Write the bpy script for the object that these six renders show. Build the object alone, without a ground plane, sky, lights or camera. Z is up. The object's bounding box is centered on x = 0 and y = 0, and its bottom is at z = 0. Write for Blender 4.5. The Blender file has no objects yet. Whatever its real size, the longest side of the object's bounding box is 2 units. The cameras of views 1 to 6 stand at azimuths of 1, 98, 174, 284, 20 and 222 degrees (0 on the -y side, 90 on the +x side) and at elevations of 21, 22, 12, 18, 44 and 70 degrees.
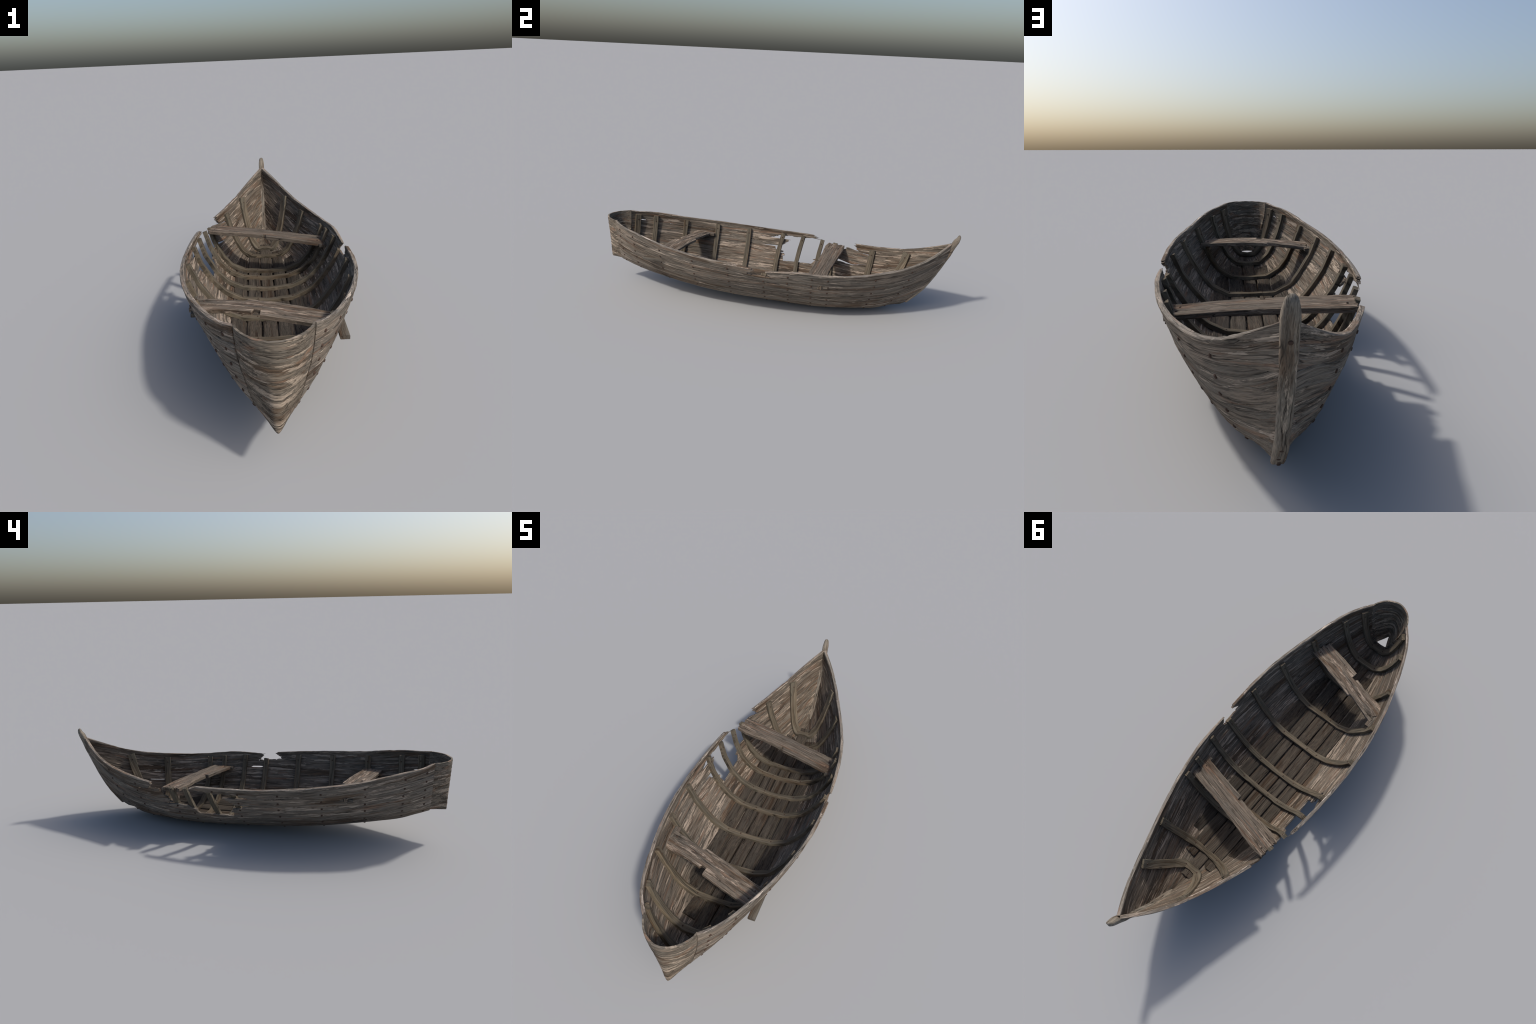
# An old, broken clinker rowing boat: pointed bow with a stem post, rounded stern panel,
# seven strakes a side (the port side stove in near the bow), ribs, floor planks and two thwarts.
import bpy, math
import numpy as np
from mathutils import Matrix, Vector

RNG = np.random.default_rng(7)

# ------------------------------------------------------------------ hull form
def sec(y, *p):
    return [(x, y, z) for x, z in p]

# cross-sections from the sheer (top edge) over the six nail lines to the turn of the bottom and the centre line
SECTIONS = [
    (-.912, sec(-.912, (.105, .415), (.1025, .381), (.098, .338), (.090, .295), (.079, .252), (.068, .210), (.053, .171), (.034, .154), (0, .146))),
    (-.878, sec(-.878, (.136, .405), (.130, .373), (.123, .332), (.113, .288), (.101, .245), (.086, .203), (.060, .158), (.033, .140), (0, .136))),
    (-.78, sec(-.78, (.194, .388), (.183, .353), (.172, .309), (.159, .265), (.141, .221), (.119, .176), (.084, .134), (.045, .110), (0, .103))),
    (-.606, sec(-.606, (.257, .356), (.247, .320), (.231, .277), (.210, .231), (.191, .189), (.164, .143), (.109, .098), (.06, .077), (0, .068))),
    (-.41, sec(-.41, (.306, .331), (.293, .297), (.273, .251), (.251, .206), (.222, .160), (.194, .118), (.137, .074), (.07, .050), (0, .041))),
    (-.21, sec(-.21, (.329, .312), (.316, .280), (.296, .236), (.274, .192), (.240, .144), (.206, .101), (.152, .059), (.08, .031), (0, .024))),
    (0, sec(0, (.330, .301), (.319, .269), (.300, .225), (.278, .181), (.245, .134), (.208, .091), (.151, .047), (.08, .019), (0, .014))),
    (.2, sec(.2, (.314, .294), (.302, .262), (.286, .217), (.267, .174), (.240, .127), (.204, .083), (.150, .038), (.08, .013), (0, .010))),
    (.35, sec(.35, (.2885, .2825), (.276, .251), (.261, .209), (.244, .167), (.221, .121), (.189, .077), (.136, .034), (.07, .012), (0, .010))),
    (.569, [(.220, .569, .2915), (.210, .566, .256), (.197, .562, .209), (.181, .555, .167), (.161, .548, .121), (.138, .541, .077), (.100, .530, .035), (.050, .520, .017), (0, .512, .014)]),
    (.765, [(.1385, .765, .326), (.129, .759, .289), (.121, .746, .240), (.112, .727, .192), (.100, .704, .142), (.086, .678, .092), (.058, .647, .042), (.030, .622, .022), (0, .602, .017)]),
    (.872, [(.079, .872, .371), (.073, .861, .328), (.070, .842, .281), (.065, .820, .232), (.058, .793, .178), (.050, .762, .124), (.035, .724, .072), (.020, .694, .039), (0, .668, .022)]),
    (.958, [(.011, .958, .425), (.011, .952, .358), (.011, .933, .309), (.011, .910, .258), (.011, .882, .203), (.011, .847, .149), (.010, .804, .096), (.003, .766, .055), (0, .735, .034)]),
]
STEM_OUT = [(.735, .013), (.768, .052), (.822, .109), (.861, .160), (.893, .216), (.919, .270), (.941, .317), (.962, .364), (.977, .404), (.990, .434), (.998, .462), (.998, .477)]

U_KEYS = np.array([s[0] for s in SECTIONS], float)
GRID = np.array([s[1] for s in SECTIONS], float)
S_KEYS = np.arange(9.0)


def spline_matrix(T):
    n, h = len(T), np.diff(T)
    A, R = np.zeros((n, n)), np.zeros((n, n))
    A[0, 0] = A[-1, -1] = 1
    for i in range(1, n - 1):
        A[i, i - 1], A[i, i], A[i, i + 1] = h[i - 1], 2 * (h[i - 1] + h[i]), h[i]
        R[i, i + 1] += 6 / h[i]
        R[i, i] -= 6 / h[i] + 6 / h[i - 1]
        R[i, i - 1] += 6 / h[i - 1]
    return np.linalg.solve(A, R)


M_U, M_S = spline_matrix(U_KEYS), spline_matrix(S_KEYS)


def weights(T, M, t):
    t = np.asarray(t, float)
    i = np.clip(np.searchsorted(T, t) - 1, 0, len(T) - 2)
    h, d, E = np.diff(T)[i][:, None], (t - T[i])[:, None], np.eye(len(T))
    a, b, ma, mb = E[i], E[i + 1], M[i], M[i + 1]
    return a + d * ((b - a) / h - h * (2 * ma + mb) / 6) + d * d * ma / 2 + d ** 3 * (mb - ma) / (6 * h)


def hull(u, s):
    """Outer hull surface (starboard) for arrays u (along) and s (girth, 0 sheer .. 8 centre line)."""
    u, s = np.broadcast_arrays(np.asarray(u, float), np.asarray(s, float))
    sh = u.shape
    W1 = weights(U_KEYS, M_U, np.clip(u.ravel(), -.915, .962))
    W2 = weights(S_KEYS, M_S, np.clip(s.ravel(), 0, 8))
    return np.einsum('ni,ijk,nj->nk', W1, GRID, W2).reshape(sh + (3,))


def hull_normal(u, s):
    e = 1e-3
    du = hull(np.asarray(u) + e, s) - hull(np.asarray(u) - e, s)
    ds = hull(u, np.minimum(np.asarray(s) + e, 8)) - hull(u, np.maximum(np.asarray(s) - e, 0))
    n = np.cross(ds, du)
    n /= np.linalg.norm(n, axis=-1, keepdims=True) + 1e-12
    flip = np.where((n[..., 0] < 0) & (n[..., 2] > -.5), -1.0, 1.0)
    return n * flip[..., None]


if hull_normal(np.array([0.0]), np.array([2.0]))[0, 0] < 0:
    raise RuntimeError("hull normal points inward")

_us, _ss = np.linspace(-.912, .958, 320), np.linspace(0, 8, 120)
_P = hull(_us[:, None], _ss[None, :])


def bottom_z(x, y):
    """Height of the outer hull above a point of the plan."""
    xs = np.array([np.interp(y, _P[:, j, 1], _P[:, j, 0]) for j in range(len(_ss))])
    zs = np.array([np.interp(y, _P[:, j, 1], _P[:, j, 2]) for j in range(len(_ss))])
    o = np.argsort(xs)
    return float(np.interp(abs(x), xs[o], zs[o]))


# ------------------------------------------------------------------ small numeric helpers
def lattice_noise(x, y, seed):
    """Smooth value noise in two dimensions, -1 .. 1."""
    x, y = np.broadcast_arrays(np.asarray(x, float), np.asarray(y, float))
    T = np.random.default_rng(seed).uniform(-1, 1, (64, 64))
    xi, yi = np.floor(x).astype(int), np.floor(y).astype(int)
    fx, fy = x - xi, y - yi
    fx, fy = fx * fx * (3 - 2 * fx), fy * fy * (3 - 2 * fy)
    g = lambda a, b: T[a % 64, b % 64]
    return (g(xi, yi) * (1 - fx) + g(xi + 1, yi) * fx) * (1 - fy) + (g(xi, yi + 1) * (1 - fx) + g(xi + 1, yi + 1) * fx) * fy


def curve(*pts):
    a = np.array(pts, float)
    return lambda t: np.interp(t, a[:, 0], a[:, 1])


def ragged(n, amount, seed, fibre=3):
    """Splintered end of a board: one offset per row."""
    r = np.random.default_rng(seed)
    e = r.uniform(-1, 1, n) * .45 + np.repeat(r.uniform(-1, 1, n // fibre + 2), fibre)[:n] * .75
    return e * amount


def smoothstep(a, b, t):
    t = np.clip((t - a) / (b - a), 0, 1)
    return t * t * (3 - 2 * t)


# ------------------------------------------------------------------ objects
def link(name, mesh, parent, material):
    o = bpy.data.objects.new(name, mesh)
    bpy.context.scene.collection.objects.link(o)
    o.parent = parent
    if material and not mesh.materials:
        mesh.materials.append(material)
    return o


def mesh_from(name, verts, faces, angle=38):
    m = bpy.data.meshes.new(name)
    m.from_pydata([tuple(v) for v in verts], [], faces)
    m.update()
    m.polygons.foreach_set("use_smooth", [True] * len(m.polygons))
    m.set_sharp_from_angle(angle=math.radians(angle))
    return m


def slab(name, A, B, parent, material, angle=38, rim=None, inside=None):
    """Closed board between two grids of points: A (outer face) and B (inner face)."""
    nu, nv = A.shape[:2]
    V = np.concatenate([A.reshape(-1, 3), B.reshape(-1, 3)])
    off = nu * nv
    I = lambda i, j: i * nv + j
    F = []
    for i in range(nu - 1):
        for j in range(nv - 1):
            F.append((I(i, j), I(i + 1, j), I(i + 1, j + 1), I(i, j + 1)))
            F.append((off + I(i, j), off + I(i, j + 1), off + I(i + 1, j + 1), off + I(i + 1, j)))
    for i in range(nu - 1):
        F.append((I(i + 1, 0), I(i, 0), off + I(i, 0), off + I(i + 1, 0)))
        F.append((I(i, nv - 1), I(i + 1, nv - 1), off + I(i + 1, nv - 1), off + I(i, nv - 1)))
    for j in range(nv - 1):
        F.append((I(0, j), I(0, j + 1), off + I(0, j + 1), off + I(0, j)))
        F.append((I(nu - 1, j + 1), I(nu - 1, j), off + I(nu - 1, j), off + I(nu - 1, j + 1)))
    rim_faces = []
    if rim:
        per = 2 * (nv - 1)
        rim_faces = [q for i in range(nu - 1) for q in (i * per, i * per + 1, i * per + 2, i * per + 3)] + [per * (nu - 1) + 2 * i for i in range(nu - 1)]
    i, j = nu // 2, nv // 2
    n = np.cross(A[i, j] - A[i - 1, j], A[i, j] - A[i, j - 1])
    if np.dot(n, A[i, j] - B[i, j]) < 0:
        F = [f[::-1] for f in F]
    mesh = mesh_from(name, V, F, angle)
    if inside:
        mesh.materials.append(material)
        mesh.materials.append(inside)
        mesh.materials.append(rim or material)
        idx = np.zeros(len(F), int)
        idx[1:2 * (nu - 1) * (nv - 1):2] = 1
        idx[rim_faces] = 2
        mesh.polygons.foreach_set('material_index', idx)
    return link(name, mesh, parent, material)


def rod(name, rings, parent, material, angle=38):
    """Closed bar lofted through equal rings of points (n, k, 3)."""
    n, k = rings.shape[:2]
    F = []
    for i in range(n - 1):
        for j in range(k):
            j2 = (j + 1) % k
            F.append((i * k + j, i * k + j2, (i + 1) * k + j2, (i + 1) * k + j))
    F.append(tuple(range(k))[::-1])
    F.append(tuple((n - 1) * k + j for j in range(k)))
    c0, c1 = rings[0].mean(0), rings[1].mean(0)
    a, b = rings[0, 0] - c0, rings[0, 1] - c0
    if np.dot(np.cross(a, b), c1 - c0) < 0:
        F = [f[::-1] for f in F]
    return link(name, mesh_from(name, rings.reshape(-1, 3), F, angle), parent, material)


# ------------------------------------------------------------------ materials
class Nodes:
    def __init__(self, name):
        self.m = bpy.data.materials.new(name)
        self.m.use_nodes = True
        self.t = self.m.node_tree
        self.bsdf = next(n for n in self.t.nodes if n.bl_idname == "ShaderNodeBsdfPrincipled")

    def new(self, kind, **kw):
        n = self.t.nodes.new(kind)
        for k, v in kw.items():
            setattr(n, k, v)
        return n

    def put(self, sock, v):
        if hasattr(v, "is_output"):
            self.t.links.new(v, sock)
        else:
            sock.default_value = v

    def math(self, op, a, b=0.0, clamp=False):
        n = self.new("ShaderNodeMath", operation=op, use_clamp=clamp)
        self.put(n.inputs[0], a)
        self.put(n.inputs[1], b)
        return n.outputs[0]

    def vec(self, op, a, b=None):
        n = self.new("ShaderNodeVectorMath", operation=op)
        self.put(n.inputs[0], a)
        if b is not None:
            self.put(n.inputs[1], b)
        return n.outputs["Value"] if op == "DOT_PRODUCT" else n.outputs[0]

    def combine(self, x, y, z):
        n = self.new("ShaderNodeCombineXYZ")
        for s, v in zip(n.inputs, (x, y, z)):
            self.put(s, v)
        return n.outputs[0]

    def split(self, v):
        n = self.new("ShaderNodeSeparateXYZ")
        self.put(n.inputs[0], v)
        return n.outputs

    def noise(self, v, scale=1.0, detail=3.0, rough=.55, distort=0.0):
        n = self.new("ShaderNodeTexNoise")
        self.put(n.inputs["Vector"], v)
        n.inputs["Scale"].default_value = scale
        n.inputs["Detail"].default_value = detail
        n.inputs["Roughness"].default_value = rough
        n.inputs["Distortion"].default_value = distort
        return n.outputs[0]

    def ramp(self, f, *stops):
        n = self.new("ShaderNodeValToRGB")
        self.put(n.inputs[0], f)
        e = n.color_ramp.elements
        while len(e) < len(stops):
            e.new(.5)
        for el, (p, c) in zip(e, stops):
            el.position = p
            el.color = (c, c, c, 1) if np.isscalar(c) else (*c, 1)
        return n.outputs[0]

    def mix(self, f, a, b, kind="MIX"):
        n = self.new("ShaderNodeMix", data_type="RGBA", blend_type=kind)
        self.put(n.inputs[0], f)
        for s, v in ((n.inputs[6], a), (n.inputs[7], b)):
            self.put(s, v if hasattr(v, "is_output") else (*v, 1))
        return n.outputs[2]

    def object_property(self, name):
        n = self.new("ShaderNodeAttribute", attribute_type="OBJECT", attribute_name='["%s"]' % name)
        return n.outputs["Vector"]


GREY, DARK, BROWN = (.140, .126, .107), (.042, .036, .030), (.108, .075, .051)
TAN, PALE, RED = (.216, .182, .148), (.395, .345, .292), (.205, .124, .083)
BLUEGREY = (.142, .135, .121)


def wood(name, grain, tone=(1, 1, 1), pale=.5, red=.5, rough=.7, streak=1.0, length=1.0):
    """Weathered wood.  grain: 'strake' (follows the curved plank), or the axis along the fibres."""
    N = Nodes(name)
    P = N.new("ShaderNodeTexCoord").outputs["Object"]
    info = N.new("ShaderNodeObjectInfo").outputs["Random"]
    x, y, z = N.split(P)
    if grain == "strake":
        y2 = N.math("MULTIPLY", y, y)
        y3 = N.math("MULTIPLY", y2, y)
        basis = N.combine(1.0, y, y2)
        line = lambda k: N.math("ADD", N.vec("DOT_PRODUCT", basis, N.object_property(k + "_low")), N.math("MULTIPLY", y3, N.vec("DOT_PRODUCT", basis, N.object_property(k + "_high"))))
        across, along, deep = N.math("SUBTRACT", z, line("line_z")), y, N.math("SUBTRACT", N.math("ABSOLUTE", x), line("line_x"))
    elif grain == "x":
        across, along, deep = y, x, z
    elif grain == "y":
        across, along, deep = x, y, z
    elif grain == "panel":
        across, along, deep = z, x, N.math("MULTIPLY", y, .25)
    elif grain == "stem":
        across, along, deep = x, N.math("ADD", N.math("MULTIPLY", y, .6), N.math("MULTIPLY", z, .8)), N.math("MULTIPLY", N.math("SUBTRACT", z, y), .2)
    else:  # ribs: fibres lie in planes of constant y
        across, along, deep = N.math("SUBTRACT", y, N.vec("DOT_PRODUCT", N.combine(z, x, 1.0), N.object_property("lean"))), N.math("MULTIPLY", N.math("ADD", N.math("ABSOLUTE", x), z), .35), N.math("MULTIPLY", N.math("SUBTRACT", N.math("ABSOLUTE", x), z), .02)
    shift = N.math("MULTIPLY", info, 37.0)
    G = N.combine(across, N.math("ADD", along, shift), deep)
    # fibres are wavy
    wav = N.noise(N.vec("MULTIPLY", G, (14, 5, 14)), 1, 2)
    G = N.vec("ADD", G, N.vec("MULTIPLY", N.combine(N.math("SUBTRACT", wav, .5), 0.0, N.math("SUBTRACT", wav, .5)), (.012 * streak, 0, .012 * streak)))
    sc = lambda a, l: N.vec("MULTIPLY", G, (a, l / length, a * .8))
    broad = N.noise(sc(26, 3.0), 1, 6, .66)
    streaks = N.noise(sc(165, 6.5), 1, 6, .70)
    fine = N.noise(sc(620, 20), 1, 3, .6)
    col = N.ramp(broad, (.32, DARK), (.42, BROWN), (.49, GREY), (.56, TAN), (.63, GREY), (.72, TAN))
    # grey bloom
    bloom = N.noise(sc(13, 2.2), 1.0, 3)
    col = N.mix(N.math("MULTIPLY", N.ramp(bloom, (.42, 0.0), (.58, 1.0)), .7), col, BLUEGREY)
    # dark weathering lines
    lines = N.ramp(streaks, (.34 + .05 * rough, 1.0), (.47 + .04 * rough, 0.0))
    col = N.mix(N.math("MULTIPLY", lines, .80), col, DARK)
    light = N.ramp(streaks, (.55, 0.0), (.70, 1.0))
    col = N.mix(N.math("MULTIPLY", light, .60), col, TAN)
    # foxy red-brown streaks
    redm = N.ramp(N.noise(sc(55, 4.5), 1.0, 5, .62, .2), (.57, 0.0), (.66, 1.0))
    col = N.mix(N.math("MULTIPLY", redm, red), col, RED)
    # flaked pale wood with hard edges, torn across the fibres
    tear = N.noise(sc(340, 60), 1.0, 2)
    fl = N.math("ADD", N.noise(sc(70, 6.5), 1.0, 5, .66), N.math("MULTIPLY", N.math("SUBTRACT", tear, .5), .10))
    patch = N.noise(sc(9, 1.7), 1.0, 2)
    fl = N.math("ADD", fl, N.math("MULTIPLY", N.math("SUBTRACT", patch, .5), .30))
    flake = N.ramp(fl, (.630 - .060 * rough, 0.0), (.645 - .060 * rough, 1.0))
    col = N.mix(N.math("MULTIPLY", flake, pale), col, PALE)
    under = N.ramp(fl, (.600 - .060 * rough, 0.0), (.628 - .060 * rough, 1.0), (.632 - .060 * rough, 0.0))
    col = N.mix(N.math("MULTIPLY", under, .35 * pale), col, DARK)
    # fine fibre
    col = N.mix(1.0, col, N.ramp(fine, (.28, .52), (.5, 1.0), (.72, 1.40)), "MULTIPLY")
    # hairline cracks
    ck = N.math("ABSOLUTE", N.math("SUBTRACT", N.noise(sc(60, 3.2), 1, 2, .5), .5))
    cm = N.math("MULTIPLY", N.ramp(ck, (0.0, 1.0), (.014, 0.0)), N.ramp(N.noise(sc(20, 5), 1.3, 1), (.44, 0.0), (.54, 1.0)))
    col = N.mix(N.math("MULTIPLY", cm, .9), col, (.016, .014, .012))
    # each board has its own tone
    v = N.math("ADD", .86, N.math("MULTIPLY", info, .28))
    col = N.mix(1.0, col, N.combine(N.math("MULTIPLY", v, tone[0]), N.math("MULTIPLY", v, tone[1]), N.math("MULTIPLY", v, tone[2])), "MULTIPLY")
    N.put(N.bsdf.inputs["Base Color"], col)
    N.bsdf.inputs["Roughness"].default_value = .88
    N.bsdf.inputs["Specular IOR Level"].default_value = .18
    h = N.math("ADD", N.math("MULTIPLY", streaks, .9), N.math("MULTIPLY", fine, .5))
    h = N.math("SUBTRACT", N.math("ADD", h, N.math("MULTIPLY", flake, -.15)), N.math("MULTIPLY", cm, .6))
    b = N.new("ShaderNodeBump")
    b.inputs["Strength"].default_value = .9
    b.inputs["Distance"].default_value = .0032
    N.put(b.inputs["Height"], h)
    N.put(N.bsdf.inputs["Normal"], b.outputs[0])
    return N.m


def rust(name):
    N = Nodes(name)
    P = N.new("ShaderNodeTexCoord").outputs["Object"]
    n = N.noise(P, 420, 3)
    N.put(N.bsdf.inputs["Base Color"], N.ramp(n, (.35, (.022, .014, .010)), (.55, (.056, .030, .018)), (.7, (.100, .045, .024))))
    N.bsdf.inputs["Roughness"].default_value = .85
    return N.m


HULL_WOOD = wood("weathered_hull_wood", "strake", (1.13, 1.08, 1.03), pale=.65, red=.5, rough=.55, length=1.35)
INSIDE_WOOD = wood("flaking_inside_wood", "strake", (.98, .91, .84), pale=.70, red=.6, rough=.9, length=1.25)
RIM_WOOD = wood("bleached_rim_wood", "strake", (1.45, 1.40, 1.36), pale=.7, red=.45)
PANEL_WOOD = wood("weathered_panel_wood", "panel", (1.2, 1.12, 1.02), pale=.65, red=.7, rough=.85)
STEM_WOOD = wood("weathered_stem_wood", "stem", (1.42, 1.36, 1.27), pale=.4, red=.2, rough=.3)
RIB_WOOD = wood("weathered_rib_wood", "rib", (.82, .77, .66), pale=.2, red=.12, rough=.2)
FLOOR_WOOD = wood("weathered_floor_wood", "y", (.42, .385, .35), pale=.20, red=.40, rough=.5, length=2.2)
THWART_WOOD = wood("weathered_thwart_wood", "x", (1.02, .93, .85), pale=.6, red=.6, rough=.75, length=1.4)
KEEL_WOOD = wood("weathered_keel_wood", "y", (.85, .82, .78), pale=.3, red=.4)
RUST = rust("rusted_iron")

boat = bpy.data.objects.new("wooden_boat", None)
bpy.context.scene.collection.objects.link(boat)
boat["label"] = "derelict weathered wooden rowing boat with broken planks and bare ribs"
boat["category"] = "rowing boat"

# ------------------------------------------------------------------ strakes
BORDERS = [0, 1.5, 2.5, 3.5, 4.5, 5.5, 6.6, 8]
BOW, STERN = .958, -.912
covered = []


def constant(v):
    return lambda t: np.full(np.shape(t), float(v))


def strake(side, top, bottom, start, end, seed, rag0=0, rag1=0, rag_top=0, rag_bottom=0, thick=.0100, rows=13, step=.0052):
    """One plank: top/bottom give girth s for u; start/end give u for the fraction across v (0 top .. 1 bottom)."""
    v = np.linspace(0, 1, rows)
    # crowd rows at the edges so that they can be rounded
    v = np.concatenate([[0, .018, .05], v[1:-1], [.95, .982, 1]])
    u0 = start(v) + (ragged(len(v), rag0, seed) if rag0 else 0)
    u1 = end(v) + (ragged(len(v), rag1, seed + 1) if rag1 else 0)
    n = max(12, int((u1.max() - u0.min()) / step))
    t = np.linspace(0, 1, n)
    # gather points near the ends, keep broken fibres local to them
    c0, c1 = start(v).mean(), end(v).mean()
    base = c0 + (c1 - c0) * t
    L = c1 - c0
    blend = min(.09, L * .45)
    k0 = np.clip(1 - (base - c0) / blend, 0, 1)[:, None]
    k1 = np.clip(1 - (c1 - base) / blend, 0, 1)[:, None]
    U = base[:, None] + k0 * (u0 - c0)[None, :] + k1 * (u1 - c1)[None, :]
    U = np.clip(U, STERN, BOW)
    tp, bt = top(U), bottom(U)
    if rag_top:
        tp = tp + np.maximum(0, lattice_noise(U * 75, 0, seed + 5) + .6 * lattice_noise(U * 200, 3, seed + 6)) * rag_top
    if rag_bottom:
        bt = bt - np.maximum(0, lattice_noise(U * 75, 0, seed + 7) + .6 * lattice_noise(U * 200, 3, seed + 8)) * rag_bottom
    if float(np.min(tp)) < .01:
        tp = tp + .07 * np.maximum(0, lattice_noise(U * 22, .5, seed + 31)) + .07 * np.maximum(0, lattice_noise(U * 85, 1.5, seed + 32) - .25)
    V = v[None, :]
    S = tp + (bt - tp) * V
    P, Nn = hull(U, S), hull_normal(U, S)
    # surface relief along the fibres
    w = S * 9
    rel = .0009 * lattice_noise(U * 14, w * 1.3, seed + 11) + .0006 * lattice_noise(U * 30, w * 4, seed + 12)
    edge = np.minimum(V, 1 - V)
    rounding = .0014 * (1 - np.clip(edge / .05, 0, 1)) ** 2
    lap = -.0007 * (seed % 2)
    A = P + Nn * (rel - rounding + lap)[..., None]
    thick_here = np.where(S < 1.0, thick + (  .0158 - .0030 * (1 - smoothstep(-.9, -.6, U)) - thick) * (1 - smoothstep(.15, .75, S)), thick) * (1 - .45 * smoothstep(.80, .95, U) * smoothstep(.2, .9, S))
    relb = .0009 * lattice_noise(U * 14, w * 1.3, seed + 13) + .0006 * lattice_noise(U * 30, w * 4, seed + 14)
    B = P - Nn * (thick_here + relb - rounding - lap * .5)[..., None]
    B[..., 2] -= .0012 * (1 - smoothstep(0, .5, S))
    mx = np.array([side, 1, 1])
    A, B = A * mx, B * mx
    room = .0025 + np.clip(BOW - U, 0, 1) * .9
    near = U > .80
    lim = np.maximum(0, np.where(near, np.minimum(side * B[..., 0], room), side * B[..., 0]))
    B[..., 0] = side * lim
    o = slab("strake", A, B, boat, HULL_WOOD, 50, RIM_WOOD if float(np.min(tp)) < .01 else None, INSIDE_WOOD)
    # line of the plank, for the direction of its grain
    mid = (A[:, len(v) // 2] + B[:, len(v) // 2]) / 2
    deg = 5 if L > .5 else 2
    for key, col in (("line_x", np.abs(mid[:, 0])), ("line_z", mid[:, 2])):
        c = np.zeros(6)
        c[:deg + 1] = np.polyfit(mid[:, 1], col, deg)[::-1]
        o[key + "_low"], o[key + "_high"] = [float(q) for q in c[:3]], [float(q) for q in c[3:]]
    covered.append((side, top, bottom, u0.mean(), u1.mean()))
    return o


GAP = -.025


def slot(border, *gaps):
    """A seam: its line, opened into see-through slots where the boards have shrunk apart."""
    def up(u):
        w = GAP + sum((h + .025) * smoothstep(a - .012, a + .01, u) * (1 - smoothstep(b - .01, b + .012, u)) for a, b, h in gaps if True)
        return border(u) - w

    def down(u):
        w = GAP + sum((h + .025) * smoothstep(a - .012, a + .01, u) * (1 - smoothstep(b - .01, b + .012, u)) for a, b, h in gaps if True)
        return border(u) + w
    return up, down


seams = {}
for side in (1, -1):
    for b in range(1, 7):
        seams[side, b] = slot(constant(BORDERS[b]))
seams[1, 2] = slot(curve((-.2, 2.5), (-.05, 2.22), (.10, 2.2), (.25, 2.5)), (-.872, -.835, .028), (.003, .066, .085), (.605, .65, .020))
seams[1, 3] = slot(constant(3.5), (.59, .685, .028))
seams[-1, 1] = slot(constant(1.5), (-.864, -.836, .03))

c = constant
# starboard: whole, but for a bite out of the sheer amidships
up, dn = seams[1, 1]
strake(1, curve((-.22, 0), (-.085, .14)), up, c(STERN), curve((0, -.082), (.45, -.085), (.75, -.105), (.88, -.118), (1, -.126)), 101, rag1=.013, rows=25)
strake(1, curve((0, .46), (.05, .34), (.12, .14), (.2, 0)), up, curve((0, .005), (.45, .005), (.8, .026), (1, .038)), c(BOW), 103, rag0=.013, rows=25)
strake(1, curve((-.13, 1.1), (-.09, 1.26), (-.05, 1.33), (.0, 1.31), (.04, 1.40)), up, c(-.13), c(.042), 105, rag_top=.16, rows=9, step=.003)
for b in range(1, 7):
    strake(1, seams[1, b][1], seams[1, b + 1][0] if b < 6 else c(8), c(STERN) if b < 6 else c(-.911), c(BOW), 110 + b)
# port: stove in between the third and the fourth rib from the bow
strake(-1, c(0), curve((-.09, 1.525), (-.05, 1.40), (-.012, 1.02), (.14, .95), (.19, .72), (.235, .40)), c(STERN), curve((0, .197), (.5, .208), (1, .232)), 201, rag1=.011, rag_bottom=.10, rows=25)
strake(-1, c(0), curve((.45, 1.15), (.49, 1.25), (.58, 1.525)), curve((0, .460), (.4, .459), (1, .486)), c(BOW), 203, rag0=.012, rows=25)
strake(-1, seams[-1, 1][1], curve((-.16, 2.525), (-.09, 2.47), (-.02, 2.40), (.05, 2.25)), c(STERN), curve((0, .050), (.5, .033), (.8, .020), (1, .0)), 204, rag1=.009, rows=21)
strake(-1, curve((.39, 1.0), (.42, .90), (.546, 1.5), (.6, 1.475)), curve((.35, 2.68), (.457, 3.13), (.55, 2.72), (.65, 2.525)), curve((0, .405), (.3, .385), (.7, .358), (1, .350)), c(BOW), 206, rag0=.013, rag_top=.05, rows=21)
strake(-1, curve((-.16, 2.475), (-.07, 2.55), (0, 2.6)), c(3.525), c(STERN), curve((0, -.032), (.38, -.03), (.46, .020), (.58, .022), (.62, -.004), (.70, -.002), (.76, .024), (1, .026)), 209, rag1=.006, rows=25)
strake(-1, curve((.208, 3.46), (.235, 3.25), (.263, 2.95), (.317, 2.86), (.357, 2.97), (.457, 3.17), (.55, 2.74), (.65, 2.475)), c(3.525), c(.212), c(BOW), 211, rag0=.004, rag_top=.05, rows=17)
strake(-1, curve((-.06, 3.475), (.017, 3.475), (.021, 4.12), (.2, 4.02), (.222, 3.55), (.26, 3.475)), c(4.525), c(STERN), c(BOW), 213, rag_top=.04, rows=17)
for b in range(4, 7):
    strake(-1, seams[-1, b][1], seams[-1, b + 1][0] if b < 6 else c(8), c(STERN) if b < 6 else c(-.911), c(BOW), 216 + b)


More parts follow.
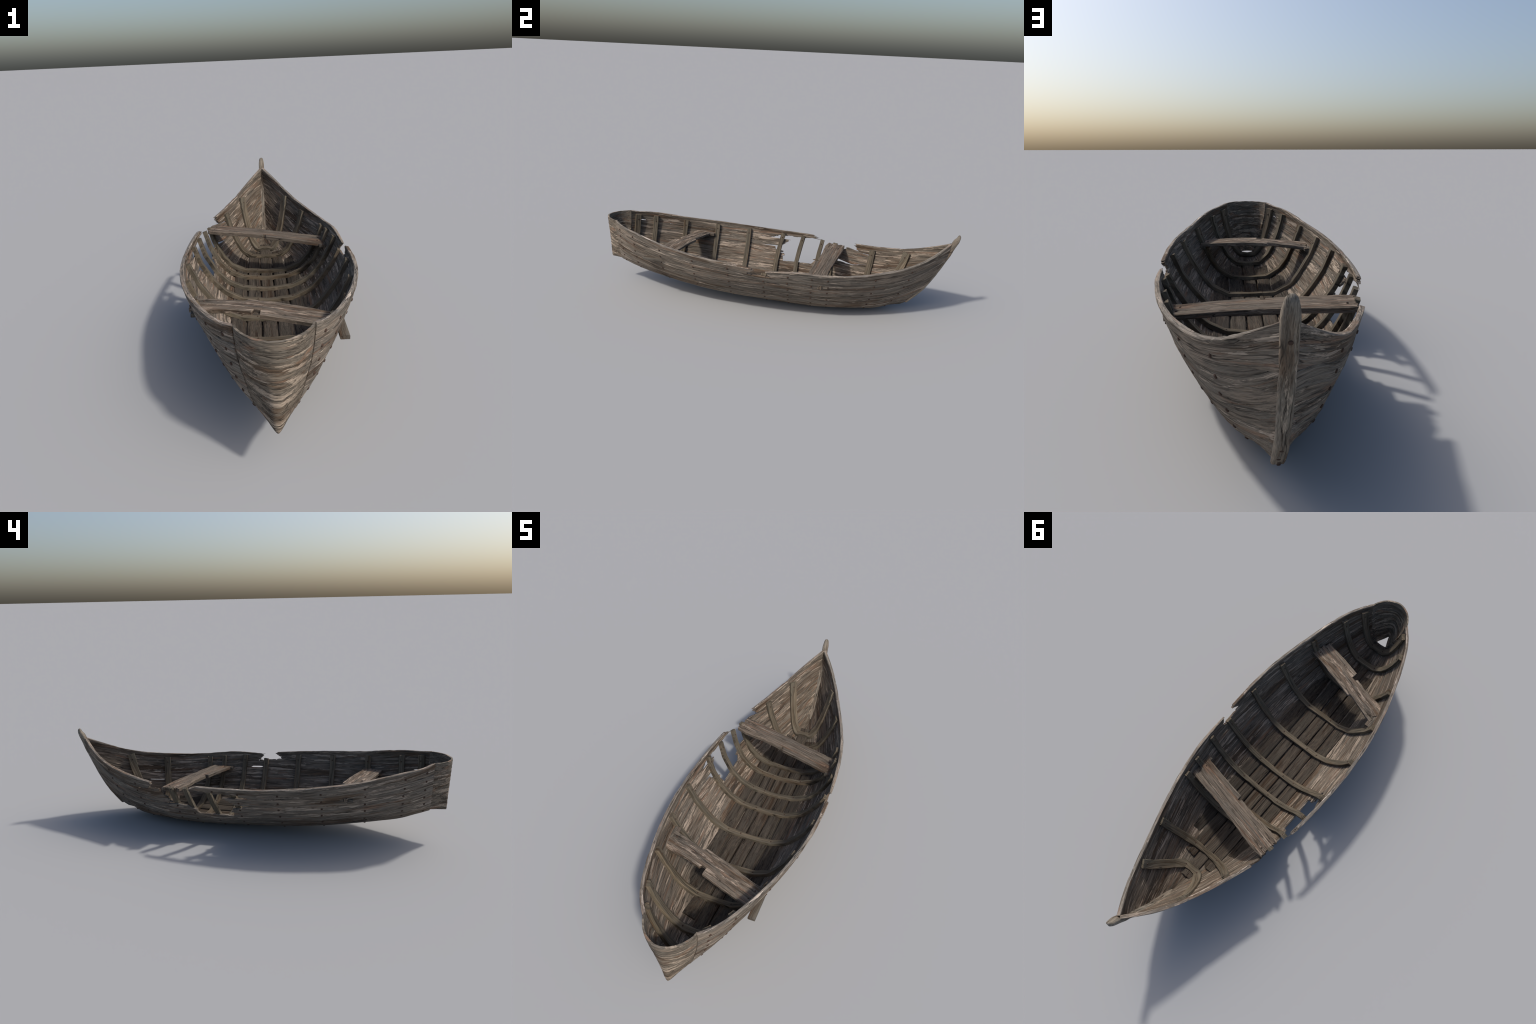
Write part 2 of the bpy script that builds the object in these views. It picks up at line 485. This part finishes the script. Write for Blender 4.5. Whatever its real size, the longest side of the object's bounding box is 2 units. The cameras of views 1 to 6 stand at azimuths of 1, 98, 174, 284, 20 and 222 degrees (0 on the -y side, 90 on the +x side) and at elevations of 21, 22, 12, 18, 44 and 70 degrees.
def splinter(side, s0, s1, u0, u1, thick, seed):
    t = np.linspace(0, 1, 24)[:, None]
    V = np.array([[-.5, .5]]) * (1 - .85 * t ** 2)
    u, s = u0 + (u1 - u0) * t, s0 + (s1 - s0) * t
    S = s + V * thick / .044
    P, Nn = hull(u + 0 * S, S), hull_normal(u + 0 * S, S)
    mx = np.array([side, 1, 1])
    h = .004 * (1 - .8 * t)[..., None]
    o = slab("splinter", (P - Nn * .004) * mx, (P - Nn * (.004 + h)) * mx, boat, KEEL_WOOD)
    return o


splinter(-1, .62, .68, .185, .257, .006, 1)
splinter(-1, .55, .60, .18, .226, .005, 2)
splinter(-1, .42, .42, .17, .236, .006, 3)

# ------------------------------------------------------------------ stern panel
def stern_panel():
    na, nb = 61, 60
    a = np.linspace(-1, 1, na)
    # half of a round-backed outline: fraction of half-width, fraction of depth
    fa = np.array([0, .08, .17, .36, .55, .74, .90, 1])
    fx, fd = np.array([0, .09, .18, .37, .56, .74, .90, 1.0]), np.array([1, .997, .975, .885, .745, .53, .255, 0])
    gx, gd = np.array([0, .15, .27, .44, .60, .76, .90, 1.0]), np.array([1, .985, .90, .70, .495, .29, .12, 0])
    zs, xs = hull(np.full(60, STERN), np.linspace(0, 7.4, 60))[:, 2], hull(np.full(60, STERN), np.linspace(0, 7.4, 60))[:, 0]
    A, B = np.zeros((na, nb, 3)), np.zeros((na, nb, 3))
    for j, q in enumerate(np.linspace(0, 1, nb)):
        for off, out in ((0, A), (.0085, B)):
            for i, ai in enumerate(a):
                f = abs(ai)
                zb = .152 + .012 * min(1, f * 1.0)
                zt = .4145 + .0015 * lattice_noise(np.array(ai * 6), np.array(.3), 9)
                zz = zt + (zb - zt) * q
                w = float(np.interp(-zz, -zs, xs))
                k = smoothstep(.1, .95, q)
                px = (1 - k) * np.interp(f, fa, fx) + k * np.interp(f, fa, gx)
                pd = (1 - k) * np.interp(f, fa, fd) + k * np.interp(f, fa, gd)
                depth = .0865 - .005 * q
                wi, di = w - off * (1 + 1.6 * k), depth - off * (1 + .9 * k)
                wi = max(wi, .006)
                rel = .0009 * lattice_noise(np.array(zz * 170), np.array(ai * 3), 21) + .0006 * lattice_noise(np.array(zz * 420), np.array(ai * 5), 22)
                fold = .010 * max(0, (f - .97) / .03)
                out[i, j] = (math.copysign(wi * px - .0015 * (off == 0), ai) if ai else 0, STERN + fold - di * pd - (float(rel) if off == 0 else 0) * 1.3 + .0005, zz)
    return slab("stern_panel", A, B, boat, PANEL_WOOD, 50)


stern_panel()

# ------------------------------------------------------------------ stem post
def stem_post():
    p = np.array(STEM_OUT)[1:]
    d = np.r_[0, np.cumsum(np.linalg.norm(np.diff(p, axis=0), axis=1))]
    M = spline_matrix(d)
    tt = np.linspace(0, d[-1], 90)
    W = weights(d, M, tt)
    q = W @ p
    tan = np.gradient(q, axis=0)
    tan /= np.linalg.norm(tan, axis=1, keepdims=True)
    nor = np.c_[-tan[:, 1], tan[:, 0]]            # towards the inside of the boat
    rings = []
    for i, t in enumerate(tt):
        r = (d[-1] - t)
        th = .0125 + .0125 * float(smoothstep(.34, .425, q[i, 1])) - .0105 * float(smoothstep(.43, .47, q[i, 1]))
        wd = .0150 - .0035 * float(smoothstep(.435, .475, q[i, 1])) + .0012 * lattice_noise(np.array(t * 30), np.array(.5), 31)
        cap = min(1.0, max(.0, r / .016))
        cap = math.sqrt(max(.02, 1 - (1 - cap) ** 2))
        wd, th2 = wd * (.30 + .70 * cap), th * (.40 + .60 * cap)
        mid = th / 2
        ch = .0035
        ring = []
        for sx, sn in ((-1, 0), (-1, 1), (1, 1), (1, 0)):
            order = ((wd, ch), (wd - ch, 0)) if (sx, sn) in ((1, 0), (-1, 1)) else ((wd - ch, 0), (wd, ch))
            for xx, inset in order:
                depth = (mid - th2 / 2 + inset) if sn == 0 else (mid + th2 / 2 - inset)
                depth += .0007 * lattice_noise(np.array(t * 60), np.array(sx * 3 + sn * 7 + xx * 90), 33)
                c2 = q[i] + nor[i] * depth
                ring.append((sx * xx, c2[0], c2[1]))
        rings.append(ring)
    return rod("stem_post", np.array(rings), boat, STEM_WOOD, 50)


stem_post()

# ------------------------------------------------------------------ keel plank under the bottom
def keel_plank():
    ys = np.linspace(-.884, .640, 160)
    A, B = np.zeros((160, 5, 3)), np.zeros((160, 5, 3))
    for i, yy in enumerate(ys):
        zc = bottom_z(0, yy)
        w = .030 * min(1, (.675 - yy) / .12 + .15) * min(1, .55 + (yy + .884) / .2)
        for j, f in enumerate((-1, -.9, 0, .9, 1)):
            r = .001 if abs(f) == 1 else 0
            A[i, j] = (f * w, yy, max(0.0, zc - .0045 + r))
            B[i, j] = (f * w, yy, zc + .004)
    slab("keel_plank", A, B, boat, KEEL_WOOD)


keel_plank()

# ------------------------------------------------------------------ floor planks
HULL_T, FLOOR_T = .0105, .0115
FLOOR = [(-.153, -.0915, -.618, .463), (-.0905, -.0305, -.716, .578), (-.0295, .0300, -.800, .672), (.0312, .0915, -.722, .575), (.0925, .1560, -.625, .463)]


floor_mid = curve((-.85, .140), (-.7, .109), (-.6, .094), (-.5, .082), (-.41, .071), (-.31, .063), (-.21, .053), (-.1, .043), (-.02, .037), (.1, .034), (.35, .033), (.48, .031), (.58, .037), (.675, .050))


def plank_z(x, y):
    """Upper face of the floor at the edge of a plank: level, but lifted where the bilge rises."""
    rise = .010 * smoothstep(-.15, .0, y) * (abs(x) / .12) ** 2
    if abs(x) > .15:
        return max(float(floor_mid(y)) + float(rise) * .5, bottom_z(x, y) + .006 + .011 * float(smoothstep(-.60, -.45, y) * (1 - smoothstep(.30, .42, y))))
    return max(float(floor_mid(y)) + float(rise), bottom_z(x, y) + HULL_T + .003)


def floor_top(x, y):
    for x0, x1, y0, y1 in FLOOR:
        if x0 - .002 <= x <= x1 + .002 and y0 <= y <= y1:
            f = (x - x0) / (x1 - x0)
            return plank_z(x0, y) * (1 - f) + plank_z(x1, y) * f
    return None


def floor_plank(k, x0, x1, y0, y1):
    n, cols = 110, [0, .03, .12, .3, .5, .7, .88, .97, 1]
    A, B = np.zeros((n, len(cols), 3)), np.zeros((n, len(cols), 3))
    j0, j1 = ragged(len(cols), .004, 300 + k), ragged(len(cols), .006, 320 + k)
    ys = np.linspace(y0, y1, n)
    lift = (.0, .0015, -.0012, .0010, -.0005)[k]
    for i, yy in enumerate(ys):
        za, zb = plank_z(x0, yy) + lift, plank_z(x1, yy) + lift
        wob = .0012 * float(lattice_noise(np.array(yy * 9), np.array(1.5), 340 + k))
        narrow = .0028 + .0014 * float(lattice_noise(np.array(yy * 14), np.array(2.5), 345 + k))
        for j, f in enumerate(cols):
            e = (1 - min(1, (yy - y0) / .05)) * j0[j] + (1 - min(1, (y1 - yy) / .05)) * j1[j]
            z = za + (zb - za) * f
            r = .0022 if j in (0, len(cols) - 1) else (.0006 if j in (1, len(cols) - 2) else 0)
            rel = .0007 * float(lattice_noise(np.array(yy * 12), np.array(f * 14), 350 + k))
            xx = x0 + narrow + (x1 - x0 - 2 * narrow) * f + wob
            A[i, j] = (xx, yy + e, z - r + rel)
            B[i, j] = (xx, yy + e, z - FLOOR_T)
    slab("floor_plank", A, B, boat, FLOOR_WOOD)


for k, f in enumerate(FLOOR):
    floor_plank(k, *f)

# ------------------------------------------------------------------ ribs
RIBS = [  # u on the hull, skew of the port half, top s port, top s starboard, width
    (-.878, .002, .66, .70, .032), (-.780, .001, .66, .78, .029), (-.606, 0, .62, .76, .027), (-.410, 0, .68, .80, .0255), (-.211, .001, .66, .76, .027), (-.019, .033, .65, 1.25, .0265),
    (.108, .034, .70, .75, .025), (.232, .031, .72, .75, .024), (.318, .026, .75, .75, .026), (.567, .003, .76, .70, .035), (.763, 0, .74, .76, .041),
]
nail_spots = []        # (position, direction, radius)


def rib(k, u, skew, tp, ts, width):
    RT, RW = (.0140 if u > .5 else .0160), width / 2 + .0004
    knots, inw_knots = [], []

    def hull_knot(side, sv, extra=0):
        p, n = hull(np.array([u]), np.array([sv]))[0], hull_normal(np.array([u]), np.array([sv]))[0]
        q = p - n * ((.0140 if sv < .9 else .0110) + RT / 2 - .0025)
        x = side * max(q[0], .004)
        yy = q[1] + (skew * max(0.0, 1 - sv / 3.8) * 1.12 if side < 0 else 0)
        return np.array([x, yy, q[2]]), np.array([-side * n[0], -n[1], -n[2]])

    def kink(side, sv):
        q, n = hull_knot(side, sv)
        fl = floor_top(q[0], q[1])
        if fl is not None:
            q[2] = max(q[2] - .002, fl + RT / 2 - .005)
        return q, n * .5 + np.array([0, 0, .5])

    bottom = [kink(-1, 6.5), kink(1, 6.5)]
    mid = (bottom[0][0] + bottom[1][0]) / 2
    floor_here = [f for f in (floor_top(x, mid[1]) for x in (-.02, .0, .02)) if f is not None]
    lowest = hull(np.array([u]), np.array([7.9]))[0][2] + HULL_T
    mid[2] = max([mid[2] - .012 if not floor_here else max(floor_here) + RT / 2 - .0055, lowest + RT / 2])
    left = [hull_knot(-1, v) for v in (tp, 2.4, 4.1, 5.3)] + [bottom[0]]
    right = [bottom[1]] + [hull_knot(1, v) for v in (5.3, 4.1, 2.4, ts)]
    seq = left + [(mid, np.array([0, 0, 1.0]))] + right
    K, I = np.array([q[0] for q in seq]), np.array([q[1] for q in seq])
    d = np.r_[0, np.cumsum(np.linalg.norm(np.diff(K, axis=0), axis=1))]
    tt = np.linspace(0, d[-1], 120)
    path = np.stack([np.interp(tt, d, K[:, i]) for i in range(3)], 1)
    inw = np.stack([np.interp(tt, d, I[:, i]) for i in range(3)], 1)
    for rep in range(3):
        path[1:-1] = (path[:-2] + 2 * path[1:-1] + path[2:]) / 4
    tan = np.gradient(path, axis=0)
    tan /= np.linalg.norm(tan, axis=1, keepdims=True)
    inw = inw - tan * (inw * tan).sum(1, keepdims=True)
    inw /= np.linalg.norm(inw, axis=1, keepdims=True)
    sidew = np.cross(tan, inw)
    rings = []
    for i in range(len(path)):
        floorness = 1 - min(1, abs(path[i, 0] - mid[0]) / max(.05, abs(K[4, 0] - mid[0])))
        hw = RW * (1 - (.42 if u > .5 else .16) * floorness) + .0010 * float(lattice_noise(np.array(tt[i] * 22), np.array(.5), 400 + k))
        ht = RT / 2
        ch = .0013
        ring = []
        for a, b in ((-hw, -ht), (-hw, 0), (-hw, ht - ch), (-hw + ch, ht), (-hw * .35, ht), (hw * .3, ht), (hw - ch, ht), (hw, ht - ch), (hw, 0), (hw, -ht)):
            wv = .0007 * float(lattice_noise(np.array(tt[i] * 40), np.array(a * 400 + b * 100), 440 + k))
            e = tan[i] * (.0025 * float(lattice_noise(np.array(a * 300), np.array(b * 300 + k), 460)) if i in (0, len(path) - 1) else 0)
            ring.append(path[i] + sidew[i] * (a + wv * .6) + inw[i] * (b + wv) + e)
        rings.append(ring)
    o = rod("rib", np.array(rings), boat, RIB_WOOD, 30)
    fit = np.linalg.lstsq(np.c_[path[:, 2], path[:, 0], np.ones(len(path))], path[:, 1], rcond=None)[0]
    o["lean"] = [float(q) for q in fit]
    # nails through the frame
    for target in (.030, d[-1] - .030):
        i = int(np.argmin(abs(tt - target)))
        nail_spots.append((path[i] + inw[i] * (RT / 2), inw[i], .0038))
    for i0 in (4, 6):
        i = int(np.argmin(abs(tt - d[i0])))
        nail_spots.append((path[i] + inw[i] * (RT / 2), inw[i], .0036))
    if abs(mid[0] - K[4, 0]) > .08:
        i = int(np.argmin(abs(path[:, 0] + .047)))
        nail_spots.append((path[i] + inw[i] * (RT / 2), inw[i], .0036))


for k, r in enumerate(RIBS):
    rib(k, *r)

# ------------------------------------------------------------------ thwarts and the bars under them
def thwart(kind, port, starboard, width_front, width_back, thick, bend, seed):
    """Seat board from port to starboard; widths are curves along 0..1, front towards the bow."""
    p, s = np.array(port), np.array(starboard)
    L = np.linalg.norm(s - p)
    X = (s - p) / L
    Y = np.cross(np.array([0, 0, 1.0]), X)
    Y /= np.linalg.norm(Y)
    Z = np.cross(X, Y)
    n, cols = 150, 27
    t = np.linspace(0, 1, n)
    f = np.linspace(0, 1, cols)
    j0, j1 = ragged(cols, .010, seed, 4), ragged(cols, .008, seed + 1, 4)
    A, B = np.zeros((n, cols, 3)), np.zeros((n, cols, 3))
    for i, q in enumerate(t):
        wf, wb = float(width_front(q)), float(width_back(q))
        wf += .0015 * float(lattice_noise(np.array(q * 22), np.array(.5), seed + 3))
        wb += .0015 * float(lattice_noise(np.array(q * 22), np.array(2.5), seed + 3))
        for j, g in enumerate(f):
            yy = -wb + (wf + wb) * g
            e = max(0, 1 - q / .12) * j0[j] - max(0, 1 - (1 - q) / .12) * j1[j]
            z = bend(q, g)
            rel = .0011 * float(lattice_noise(np.array(q * 9), np.array(yy * 170), seed + 5)) + .0008 * float(lattice_noise(np.array(q * 20), np.array(yy * 420), seed + 6))
            r = .0018 if j in (0, cols - 1) else 0
            A[i, j] = (q * L + e, yy, z + thick / 2 + rel - r)
            B[i, j] = (q * L + e, yy, z - thick / 2 + rel * .5 + r)
    o = slab("thwart", A, B, boat, THWART_WOOD, 45)
    o.matrix_local = Matrix(((X[0], Y[0], Z[0], p[0]), (X[1], Y[1], Z[1], p[1]), (X[2], Y[2], Z[2], p[2]), (0, 0, 0, 1)))
    for q in (.045, .955):
        for g in (-.022, .02):
            loc = p + X * L * q + Y * g + Z * (bend(q, .5) + thick / 2)
            nail_spots.append((loc, Z, .0034))
    return o


# bow seat: tilted, down to starboard; its after edge is nicked in the middle
thwart("bow", (-.262, .345, .256), (.266, .237, .211), curve((0, .050), (.1, .056), (.35, .050), (.6, .046), (1, .053)),
       curve((0, .050), (.1, .058), (.30, .047), (.485, .047), (.487, .034), (.515, .034), (.517, .056), (.8, .053), (1, .054)), .018,
       lambda q, g: .006 * math.sin(math.pi * q) - .006 * (g - .5) * (1 - q), 501)
# after seat
thwart("stern", (-.247, -.488, .263), (.200, -.628, .264), curve((0, .044), (.1, .042), (.25, .038), (.34, .038), (.36, .051), (.55, .051), (.85, .047), (1, .050)),
       curve((0, .042), (.08, .048), (.3, .036), (.44, .038), (.445, .024), (.50, .024), (.505, .056), (.75, .056), (1, .051)), .016,
       lambda q, g: .012 * math.sin(math.pi * min(1, q * 1.1)) - .004 * (g - .5), 521)


def bar(ya, yb, x, z, w=.0145, h=.0065):
    n = 14
    rings = []
    for q in np.linspace(0, 1, n):
        yy = ya + (yb - ya) * q
        ring = [(x + a * w, yy, z + b * h) for a, b in ((-1, -.8), (-1, .8), (-.88, 1), (.88, 1), (1, .8), (1, -.8), (.88, -1), (-.88, -1))]
        rings.append(ring)
    rod("thwart_support", np.array(rings), boat, KEEL_WOOD)


bar(-.709, -.572, .2115, .2505)
bar(-.553, -.420, -.2435, .2600)
bar(.172, .318, .258, .211)

# ------------------------------------------------------------------ nails
def nail_mesh():
    k, rings = 10, []
    for r, h in ((1, -.5), (1, .5), (.8, .78), (.4, .92)):
        rings.append([(r * math.cos(2 * math.pi * j / k), r * math.sin(2 * math.pi * j / k), h) for j in range(k)])
    R = np.array(rings)
    F = []
    for i in range(3):
        for j in range(k):
            F.append((i * k + j, i * k + (j + 1) % k, (i + 1) * k + (j + 1) % k, (i + 1) * k + j))
    F.append(tuple(3 * k + j for j in range(k)))
    F.append(tuple(range(k))[::-1])
    m = mesh_from("nail", R.reshape(-1, 3), F, 50)
    m.materials.append(RUST)
    return m


def is_wood(side, u, s):
    return any(sd == side and a < u < b and top(np.array([u]))[0] < s < bot(np.array([u]))[0] for sd, top, bot, a, b in covered)


for k, (u, *_r) in enumerate(RIBS):
    for side in (1, -1):
        for s in (1, 2, 3, 4, 5, 6):
            ss = s + (RNG.uniform(-.06, .06)) + (.35 if s == 6 and -.65 < u < .5 else 0)
            uu = u + RNG.uniform(-.002, .002)
            if k in (5,) and side < 0 and s == 1:
                ss = .8
            if k == 6 and side < 0 and s == 1:
                ss = .6
            if not is_wood(side, uu, ss):
                continue
            p, n = hull(np.array([uu]), np.array([ss]))[0], hull_normal(np.array([uu]), np.array([ss]))[0]
            nail_spots.append((p * (side, 1, 1), n * (side, 1, 1), .0052))
for zz in (.052, .063, .085, .125, .395):
    pts = np.array(STEM_OUT)
    yy = float(np.interp(zz, pts[:, 1], pts[:, 0]))
    slope = float(np.interp(zz + .02, pts[:, 1], pts[:, 0])) - float(np.interp(zz - .02, pts[:, 1], pts[:, 0]))
    nail_spots.append((np.array([RNG.uniform(-.002, .002), yy, zz]), np.array([0, .04, -slope]) / math.hypot(.04, slope), .0044))
nail_spots.append((np.array([-.303, .196, .282]), np.array([-.8, .3, .3]), .0042))
nail_spots.append((np.array([-.273, .338, .262]), np.array([-.9, 0, .3]), .0042))

NAIL = nail_mesh()
for pos, dirn, r in nail_spots:
    o = bpy.data.objects.new("nail", NAIL)
    bpy.context.scene.collection.objects.link(o)
    o.parent = boat
    q = Vector(dirn).normalized().to_track_quat("Z", "Y")
    h = r * .60
    o.matrix_local = Matrix.Translation(Vector(pos)) @ q.to_matrix().to_4x4() @ Matrix.Diagonal((r, r, h, 1))
